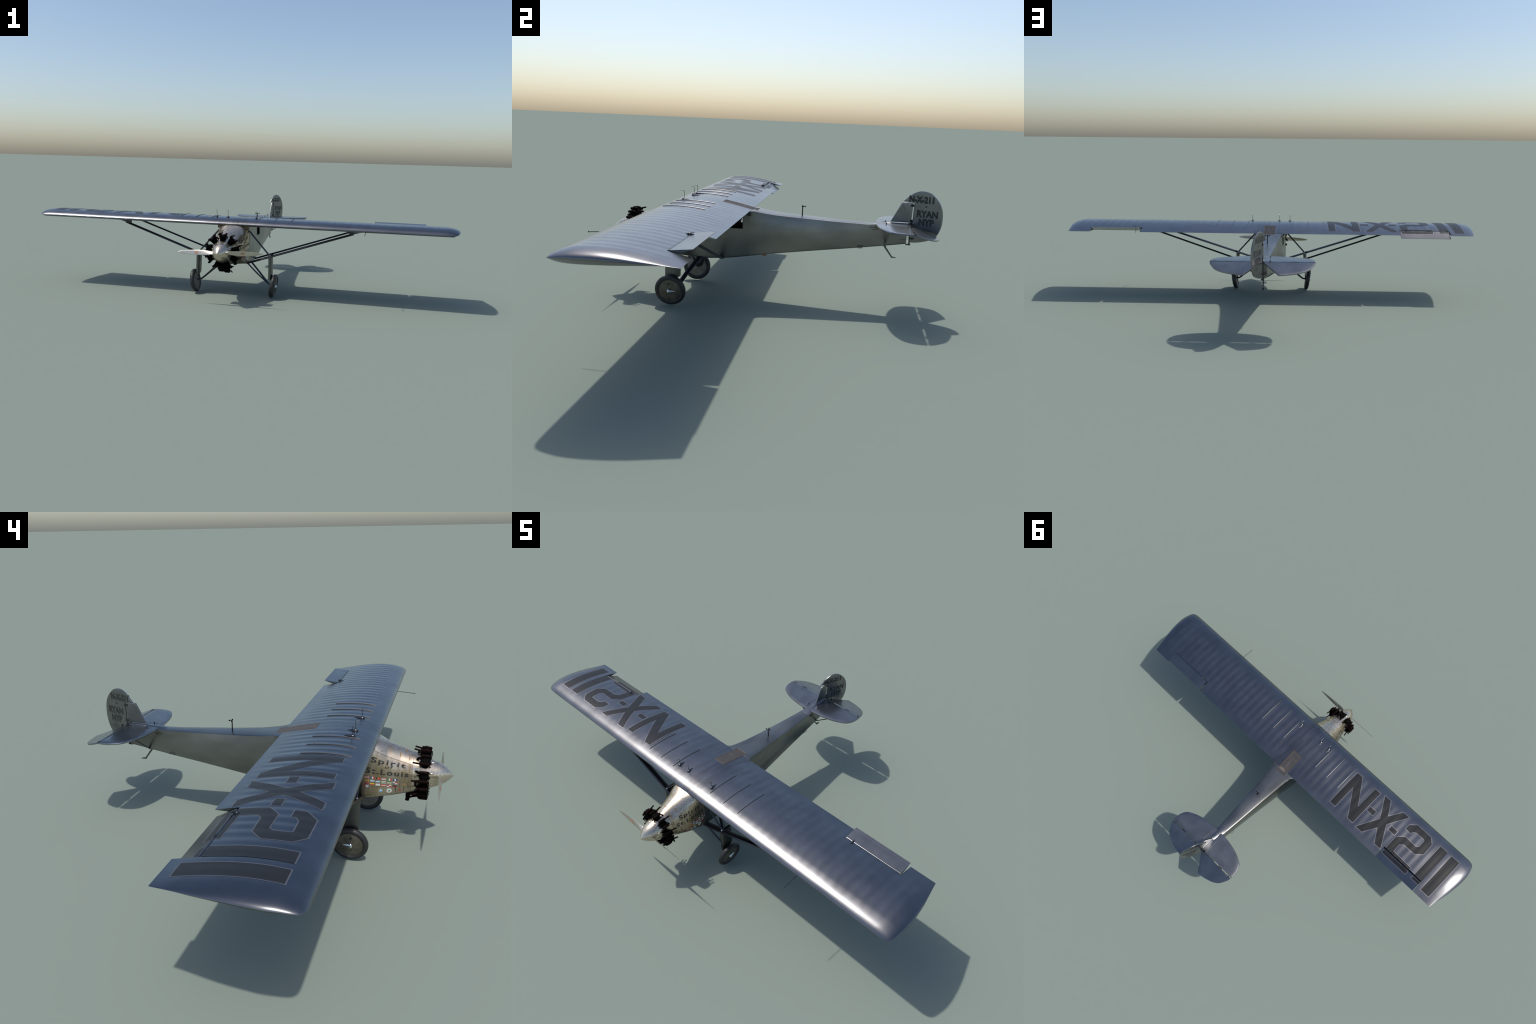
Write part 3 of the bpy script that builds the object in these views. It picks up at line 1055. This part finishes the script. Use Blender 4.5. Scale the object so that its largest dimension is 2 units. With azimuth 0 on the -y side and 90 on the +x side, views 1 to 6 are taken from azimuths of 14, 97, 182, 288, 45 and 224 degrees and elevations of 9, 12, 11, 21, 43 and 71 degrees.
# louvre straps
def strap(p0, p1, wide, mat):
    d = (p1 - p0)
    mid = (p0 + p1) / 2
    h = B_COWL.find_nearest(mid)
    n = h[1].normalized()
    if (mid - V((0, mid.y, 0.231))).dot(n) < 0:
        n = -n
    t = d.cross(n).normalized() * wide / 2
    g = Geo()
    rings = []
    for k in range(5):
        p = p0 + d * k / 4
        q = B_COWL.find_nearest(p)[0]
        rings.append([q + t - n * 0.0006, q + t * 0.8 + n * 0.0009, q - t * 0.8 + n * 0.0009, q - t - n * 0.0006])
    g.loft(rings)
    g.done("cowl_louvre", mat, COWL)


for s in (1, -1):
    for y, x0, z0, x1, z1 in ((-0.4675, .0225, .2930, .0375, .2805), (-0.440, .0285, .3008, .0410, .2905), (-0.4700, .0440, .2650, .0495, .2440)):
        strap(V((s * x0, y, z0)), V((s * x1, y, z1)), 0.0030, M_BROWN)
    for y, z0, z1, m in ((-0.4455, .2207, .1997, M_SEAM), (-0.469, .2198, .2006, M_SEAM), (-0.4573, .201, .1832, M_SEAM), (-0.433, .1983, .1831, M_DARK)):
        strap(on_cowl(s, y, z0), on_cowl(s, y, z1), 0.0024, m)
strap(V((0.002, -0.4577, .3010)), V((-0.0160, -0.4577, .2990)), 0.003, M_BROWN)

# rivet dots along the rear edges
g = Geo()
for s in (1, -1):
    for y in (-0.3375, -0.3425, -0.349):
        for z in np.arange(0.166, 0.222, 0.0065):
            p = on_cowl(s, y + random.uniform(-.0008, .0008), z + random.uniform(-.001, .001), 0.0001)
            g.ball(p, (0.0008, 0.0009, 0.0009), 6, 4)
    for y in np.arange(-0.472, -0.345, 0.009):
        zz = interp(y, [-0.477, -0.44, -0.41, -0.385, -0.3645, -0.342], [0.2675, 0.2785, 0.2895, 0.3, 0.3095, 0.3165])
        g.ball(on_cowl(s, y, zz + 0.0035, 0.0001), (0.0006, 0.0006, 0.0006), 6, 4)
rv = g.done("cowl_rivets", M_SEAM, COWL)
rv["kind"] = "stuff"

# side lettering
for s in (1, -1):
    def flow(y_a, y_b, z_a, z_b, h_a, h_b, s=s):
        def place(t, h):
            y, z0, hh = y_a + (y_b - y_a) * t, z_a + (z_b - z_a) * t, h_a + (h_b - h_a) * t
            return on_cowl(s, y, z0 + hh * h, 0.0005)
        return place
    if s < 0:
        rows = (("Spirit", -0.3560, -0.4580, 0.2765, 0.2585, 0.0172, 0.0125, 0.026), ("of", -0.3985, -0.4225, 0.2580, 0.2565, 0.0090, 0.0085, 0.02),
                ("St.Louis", -0.3415, -0.4685, 0.2410, 0.2320, 0.0180, 0.0160, 0.026))
    else:
        rows = (("Spirit", -0.4450, -0.3550, 0.2585, 0.2740, 0.0158, 0.0145, 0.026), ("of", -0.4060, -0.3830, 0.2560, 0.2570, 0.0085, 0.0090, 0.02),
                ("St.Louis", -0.4640, -0.3400, 0.2310, 0.2425, 0.0165, 0.0165, 0.026))
    for body, ya, yb, za, zb_, ha, hb, bold in rows:
        lettering("cowl_lettering", body, flow(ya, yb, za, zb_, ha, hb), M_LETTER, COWL, bold, 0.06, spread=1.22)

# rows of painted flags: v = vertical bars, h = horizontal bars, q = quarters
FLAGS = [["h:rwrwr", "v:bwr", "v:kor", "h:pwp", "v:gwr", "v:bwb"],
         ["h:toy", "h:uwu", "h:swu", "h:wgw", "h:gwt", "q:wrbw"],
         ["h:obr", "h:yyr", "h:www", "h:rwr", "q:rwwr", "h:kkr"],
         ["v:rwu"]]
for s in (1, -1):
    for r, row in enumerate(FLAGS):
        for c, code in enumerate(row):
            if s < 0:
                y0 = -0.3405 - 0.0168 * c
                z0 = 0.2297 - 0.0010 * c - 0.0101 * r
                if r == 3:
                    z0 = 0.1997
                dy = -0.0130
            else:
                y0 = -0.4115 + 0.0145 * c
                z0 = 0.2190 + 0.0012 * c - 0.0098 * r
                dy = 0.0116
            kind, cols = code.split(":")
            g = Geo()
            used = sorted(set(cols))
            n = len(cols)
            for i, k in enumerate(cols):
                if kind == "v":
                    a, b, lo, hi = i / n, (i + 1) / n, 0, 1
                elif kind == "h":
                    a, b, lo, hi = 0, 1, 1 - (i + 1) / n, 1 - i / n
                else:
                    a, b = (0, .5) if i % 2 == 0 else (.5, 1)
                    lo, hi = (.5, 1) if i < 2 else (0, .5)
                quad = [on_cowl(s, y0 + dy * u, z0 - 0.0066 * (1 - v), 0.0005) for u, v in ((a, lo), (b, lo), (b, hi), (a, hi))]
                g.put(quad, [[0, 1, 2, 3]], used.index(k))
            g.done("painted_flag", [FLAGCOL[k] for k in used], COWL, smooth=False)
    # round seals
    for yc, zc, rad, ring, mid in ((-0.3906, 0.1858, 0.0088, "y", "s"), (-0.4153, 0.1862, 0.0080, "w", "w")):
        yy = yc if s < 0 else -0.80 - yc + 0.02
        for rr, k, off in ((rad, ring, 0.0005), (rad * 0.72, mid, 0.0008), (rad * 0.32, "g" if k_ == 1 else "w", 0.0011)) if (k_ := (1 if ring == "w" else 0)) in (0, 1) else ():
            poly = [(yy + rr * math.cos(2 * math.pi * i / 20), zc + rr * math.sin(2 * math.pi * i / 20)) for i in range(20)]
            lay("painted_seal", flat_bm([poly]), lambda u, v, s=s, off=off: on_cowl(s, u, v, off), FLAGCOL[k], COWL)
        if ring == "y":
            for i in range(12):
                a = 2 * math.pi * i / 12
                q = [(yy + rad * (0.86 + 0.12 * du) * math.cos(a + 0.12 * dv), zc + rad * (0.86 + 0.12 * du) * math.sin(a + 0.12 * dv)) for du, dv in ((-1, -1), (1, -1), (1, 1), (-1, 1))]
                lay("seal_scallop", flat_bm([q]), lambda u, v, s=s: on_cowl(s, u, v, 0.0009), FLAGCOL["b"], COWL)
    y1, y2 = (-0.4455, -0.4586) if s < 0 else (-0.4330, -0.4480)
    lay("painted_badge", flat_bm([[(y1 - 0.004, .1865), (y1 + 0.004, .1865), (y1, .1935)]]), lambda u, v, s=s: on_cowl(s, u, v), FLAGCOL["r"], COWL)
    lay("painted_badge", flat_bm([[(y2 - 0.0035, .2070), (y2 + 0.0035, .2070), (y2, .2120)]]), lambda u, v, s=s: on_cowl(s, u, v), FLAGCOL["y"], COWL)
    lay("painted_badge", flat_bm([[(y2 - 0.0013, .2068), (y2 + 0.0013, .2068), (y2, .2125)]]), lambda u, v, s=s: on_cowl(s, u, v, 0.0007), FLAGCOL["r"], COWL)

# ---------------------------------------------------------------- spinner and propeller
SC = (0, 0, 0.2303)
g = Geo()
prof = smooth_curve([(-0.5976, 0.0006), (-0.5970, 0.0032), (-0.5945, 0.0066), (-0.5865, 0.0150), (-0.5765, 0.0240), (-0.5680, 0.0297), (-0.5580, 0.0350), (-0.5500, 0.0382)], 4)
g.revolve(list(prof) + [(-0.5494, 0.0384), (-0.5490, 0.0374)], 56, c=SC)
SPIN = g.done("spinner", M_SPIN)
g = Geo()
for k in range(34):
    a = 2 * math.pi * k / 34
    g.ball((0.0370 * math.cos(a), -0.5525, SC[2] + 0.0370 * math.sin(a)), (0.0007, 0.0007, 0.0007), 6, 4)
for k in range(6):
    a = 2 * math.pi * k / 6 + 0.3
    g.ball((0.0218 * math.cos(a), -0.5788, SC[2] + 0.0218 * math.sin(a)), (0.0011, 0.0011, 0.0011), 8, 5)
rv = g.done("spinner_rivets", M_SEAM, SPIN)
rv["kind"] = "stuff"
BL = [(0.025, 0.011, 0.0130, .0040), (0.035, 0.0130, 0.0125, .0040), (0.06, 0.0190, 0.0110, .0032), (0.09, 0.0214, 0.0088, .0024), (0.12, 0.0205, 0.0064, .0018),
      (0.15, 0.0165, 0.0044, .0013), (0.175, 0.0105, 0.0026, .0010), (0.187, 0.0055, 0.0014, .0008), (0.1912, 0.0012, 0.0005, .0005)]
HUBY = -0.5620
ROT = R(1.9)
for s in (1, -1):
    g = Geo()
    rings = []
    for r in [0.025 + (0.1912 - 0.025) * (1 - (1 - i / 30) ** 1.3) for i in range(31)]:
        cz, cy, th = (interp(r, [b[0] for b in BL], [b[k] for b in BL]) for k in (1, 2, 3))
        ring = []
        for k in range(16):
            a = 2 * math.pi * k / 16
            u, w = math.cos(a) / 2, math.sin(a) / 2
            # chord leans: upper edge forward on +x blade, aft on the other
            z = u * cz
            y = -s * u * cy + w * th * 1.2 * (1.0)
            ring.append(V((s * r, HUBY + y, z)))
        rings.append(ring)
    m = Matrix.Translation(V((0, 0, SC[2]))) @ Matrix.Rotation(-ROT, 4, "Y")
    rings = [[m @ p for p in ring] for ring in rings]
    g.loft(rings)
    B = g.done("propeller_blade", M_PROP, SPIN)
    bb = bvh_of(B)
    for rad, k, off in ((1.0, "e", 0.0004), (0.66, "p", 0.0007)):
        poly = [(s * 0.1035 + 0.0085 * rad * math.cos(2 * math.pi * i / 18), 0.0052 * rad * math.sin(2 * math.pi * i / 18)) for i in range(18)]

        def pl(u, v, off=off):
            q = m @ V((u, 0, v))
            h = bb.ray_cast(V((q.x, -0.8, q.z)), V((0, 1, 0)))
            return (h[0] if h[0] else V((q.x, HUBY, q.z))) + V((0, -off, 0))
        lay("blade_emblem", flat_bm([poly]), pl, FLAGCOL[k], SPIN)

# ---------------------------------------------------------------- radial engine
EC = V((0, -0.5135, 0.2303))
g = Geo()
g.revolve([(-0.020, 0.036), (-0.018, 0.0415), (0.016, 0.0425), (0.020, 0.0400)], 40, c=EC)
ENG = g.done("engine", M_BLACK)


def cylinder_mesh():
    g = Geo()
    fins = []
    for i in range(12):
        r0 = 0.046 + i * 0.0019
        q = 0.0122 + 0.0022 * min(1, i / 7)
        fins += [(r0, q - 0.002), (r0 + 0.0004, q), (r0 + 0.0011, q), (r0 + 0.0013, q - 0.002)]
    g.revolve(fins, 20, axis="z")
    g.revolve([(0.0655, 0.0110), (0.0665, 0.0150), (0.0705, 0.0146), (0.0735, 0.0115), (0.0750, 0.0055)], 20, axis="z")
    for s in (1, -1):
        # rocker box on its arm
        g.tube([(s * 0.0060, 0.0, 0.0660), (s * 0.0128, 0.0, 0.0745)], [0.0068, 0.0052], 8)
        g.tube([(s * 0.0135, -0.0145, 0.0742), (s * 0.0138, -0.0130, 0.0755), (s * 0.0140, 0.000, 0.0765), (s * 0.0138, 0.0120, 0.0765), (s * 0.0135, 0.0140, 0.0755)], [0.0026, 0.0044, 0.0048, 0.0044, 0.0024], 10, mi=1)
        g.ball((s * 0.0145, 0.002, 0.0800), (0.0018, 0.0018, 0.0030), 8, 6)
        # push rod
        g.tube([(s * 0.0050, -0.0145, 0.0450), (s * 0.0128, -0.0135, 0.0735)], 0.00125, 8)
        g.tube([(s * 0.0050, -0.0145, 0.0440), (s * 0.0064, -0.0143, 0.0490)], 0.0022, 8)
    # exhaust stub, aft and outwards
    g.tube([(-0.0115, 0.0060, 0.0705), (-0.0128, 0.0170, 0.0745), (-0.0135, 0.0355, 0.0790)], [0.0040, 0.0030, 0.0027], 10, mi=1)
    g.tube([(0.002, 0.010, 0.0700), (0.004, 0.017, 0.0730), (0.003, 0.021, 0.066)], 0.0013, 6)
    g.tube([(-0.004, -0.010, 0.0690), (-0.005, -0.0165, 0.0700), (-0.003, -0.0185, 0.056)], 0.0009, 6)
    # intake pipe loops from the case to the head
    g.tube(smooth_curve([(0.0060, 0.0160, 0.0440), (0.0110, 0.0230, 0.0510), (0.0120, 0.0230, 0.0610), (0.0105, 0.0150, 0.0680), (0.0090, 0.0060, 0.0690)], 4), 0.0034, 8)
    g.tube([(0.0, 0.013, 0.046), (0.0, 0.0165, 0.060)], 0.0016, 6)
    return g


src = cylinder_mesh().done("engine_cylinder", [M_BLACK, M_ROCK], ENG)
for k in range(9):
    ob = src if k == 0 else src.copy()
    if k:
        bpy.context.scene.collection.objects.link(ob)
        ob.parent = ENG
    ob.matrix_basis = Matrix.Translation(EC) @ Matrix.Rotation(R(40 * k), 4, "Y")
# oil sump, carburettor and exhaust elbow below
g = Geo()
g.loft([[(-0.011, y, z), (0.011, y, z), (0.013, y, 0.170), (-0.013, y, 0.170)] for y, z in ((-0.5285, 0.1475), (-0.526, 0.1440), (-0.503, 0.1440), (-0.500, 0.1475))])
g.tube([(0.000, -0.5130, 0.1450), (0.000, -0.5130, 0.1400)], 0.0009, 6)
g.done("oil_sump", M_BLACK, ENG)
g = Geo()
g.box((-0.004, -0.4745, 0.1450), (0.022, -0.4615, 0.168))
g.loft([[(x0, y0, z), (x1, y0, z), (x1, y1, z), (x0, y1, z)] for z, x0, x1, y0, y1 in ((0.1300, 0.000, 0.020, -0.4710, -0.4640), (0.1335, -0.003, 0.022, -0.4735, -0.4610), (0.1460, -0.003, 0.021, -0.4735, -0.4625))])
g.box((-0.010, -0.500, 0.1560), (0.014, -0.472, 0.176))
g.tube([(0.018, -0.4680, 0.1400), (0.028, -0.470, 0.1395), (0.034, -0.472, 0.1330)], 0.0027, 8)
g.tube([(0.006, -0.4690, 0.1380), (0.004, -0.4860, 0.1480), (0, -0.503, 0.1500)], 0.0030, 8)
g.done("carburettor", M_BLACK, ENG)

# ---------------------------------------------------------------- struts and undercarriage
for s in (1, -1):
    J = V((s * 0.172, -0.3315, 0.1925))
    g = Geo()
    g.tube([(s * 0.066, -0.3320, 0.1562), (s * 0.170, -0.3310, 0.1905), (s * 0.546, -0.315, 0.3150)], 0.0050, 16, chord=(2.7, (0, 1, 0)))
    g.loft([[(s * x, -0.315 + d * cy, z) for d, z in ((-1, z0 + 0.003), (-0.4, z0), (0.5, z0), (1.0, z0 + 0.004), (1.0, 0.330), (-1, 0.330))] for x, z0, cy in ((0.527, 0.3095, 0.012), (0.548, 0.3145, 0.012), (0.572, 0.3215, 0.010), (0.596, 0.3262, 0.005))])
    g.done("wing_strut", M_STRUT)
    g = Geo()
    g.tube([(s * 0.058, -0.1690, 0.1515), (s * 0.560, -0.178, 0.3222)], 0.0041, 16, chord=(2.3, (0, 1, 0)))
    g.done("wing_strut", M_STRUT)
    g = Geo()
    g.tube([(s * 0.0715, -0.333, 0.3060), J + V((0, 0.000, 0.002))], 0.0037, 10)
    g.done("undercarriage_brace", M_STRUT)
    # streamlined oleo leg
    g = Geo()
    rings = []
    for t in np.linspace(0, 1, 14):
        zf, zr = 0.1930 - 0.1045 * t, 0.1930 - 0.0880 * t
        xc = s * (0.1735 + 0.0015 * t)
        y0, y1 = -0.3445, -0.2890
        ring = []
        for k in range(28):
            a = 2 * math.pi * k / 28
            u, w = math.copysign(abs(math.cos(a)) ** 0.8, math.cos(a)), math.sin(a)
            yy = (y0 + y1) / 2 + u * (y1 - y0) / 2
            ww = math.copysign(abs(w) ** 0.55, w) * 0.0086 * (1 - 0.25 * max(0, u))
            ring.append((xc + ww, yy, zf + (zr - zf) * (u * 0.5 + 0.5) ** 2))
        if t in (0, 1):
            rings.append([((p[0] - xc) * 0.75 + xc, (p[1] + 0.3167) * 0.95 - 0.3167, p[2] + (0.0015 if t == 0 else -0.0012)) for p in ring])
            if t == 1:
                rings.insert(-1, ring)
            else:
                rings.append(ring)
        else:
            rings.append(ring)
    g.loft(rings)
    LEG = g.done("oleo_leg", M_LEG)
    g = Geo()
    for y, z in ((-0.331, 0.133), (-0.3050, 0.140), (-0.334, 0.112)):
        g.ball((s * 0.1800, y, z), (0.0012, 0.0016, 0.0016), 8, 6)
    g.done("leg_bolt", M_GAP, LEG)
    g = Geo()
    g.tube([(s * 0.1770, -0.322, 0.0930), (s * 0.1785, -0.3185, 0.0565)], 0.0024, 10)
    g.ball(J + V((0, 0, 0.0015)), (0.0055, 0.0070, 0.0060), 12, 8, mi=1)
    g.tube([J, J + V((s * 0.016, 0.012, 0.012))], [0.005, 0.0008], 8)
    g.done("leg_fitting", [M_STRUT, M_CHROME], LEG)
    # lower vee to the axle
    for y0, x0, z0, rr, ch in ((-0.3320, 0.0670, 0.1560, 0.0034, 1.5), (-0.2480, 0.0620, 0.1520, 0.0040, 2.2)):
        g = Geo()
        pts = [(s * x0, y0, z0), (s * 0.112, (y0 * 0.52 - 0.31 * 0.48), 0.1090), (s * 0.156, -0.3105 + (0.0 if y0 < -0.3 else 0.010), 0.0690), (s * 0.168, -0.3140 + (0.0 if y0 < -0.3 else 0.004), 0.0605), (s * 0.180, -0.317, 0.0570), (s * 0.187, -0.319, 0.0562)]
        g.tube(smooth_curve(pts, 4), rr, 12, chord=(ch, (0, 1, 0)))
        g.done("axle_vee_strut", M_STRUT)
    # wheel, cambered so that the foot stands in
    wc = V((s * 0.1900, -0.3215, 0.0546))
    mw = Matrix.Translation(wc) @ Matrix.Rotation(R(s * 9.0), 4, "Y")
    g = Geo()
    g.revolve([(-0.0060, 0.0392), (-0.0086, 0.0412), (-0.0102, 0.0450), (-0.0090, 0.0500), (-0.0060, 0.0533), (-0.0020, 0.0549), (0.0020, 0.0549), (0.0060, 0.0533), (0.0090, 0.0500), (0.0102, 0.0450), (0.0086, 0.0412), (0.0060, 0.0392)], 72, axis="x")
    tyre = g.done("wheel", M_TYRE, angle=50)
    g = Geo()
    g.revolve([(-s * 0.0062, 0.0405), (-s * 0.0066, 0.0390), (-s * 0.0080, 0.0100), (-s * 0.0095, 0.0080), (-s * 0.0110, 0.0040)], 48, axis="x")
    inner = g.done("wheel_inner_disc", M_DISC_IN, tyre)
    g = Geo()
    g.revolve([(s * 0.0050, 0.0410), (s * 0.0064, 0.0402), (s * 0.0078, 0.0365), (s * 0.0096, 0.0150), (s * 0.0102, 0.0060), (s * 0.0103, 0.0010)], 48, axis="x")
    disc = g.done("wheel_disc", M_DISC, tyre)
    g = Geo()
    teardrop((s * 0.0098, -0.002, 0.0), 0.0235, 0.0085, 0.0098, g=g)
    cap = g.done("hub_fairing", M_CHROME, tyre)
    g = Geo()
    g.revolve([(s * 0.0070, 0.0037), (s * 0.0096, 0.0036)], 14, axis="x", c=(0, -0.0030, 0.0255))
    valve = g.done("valve_opening", M_GAP, tyre)
    tyre.matrix_basis = mw
bpy.context.view_layer.update()
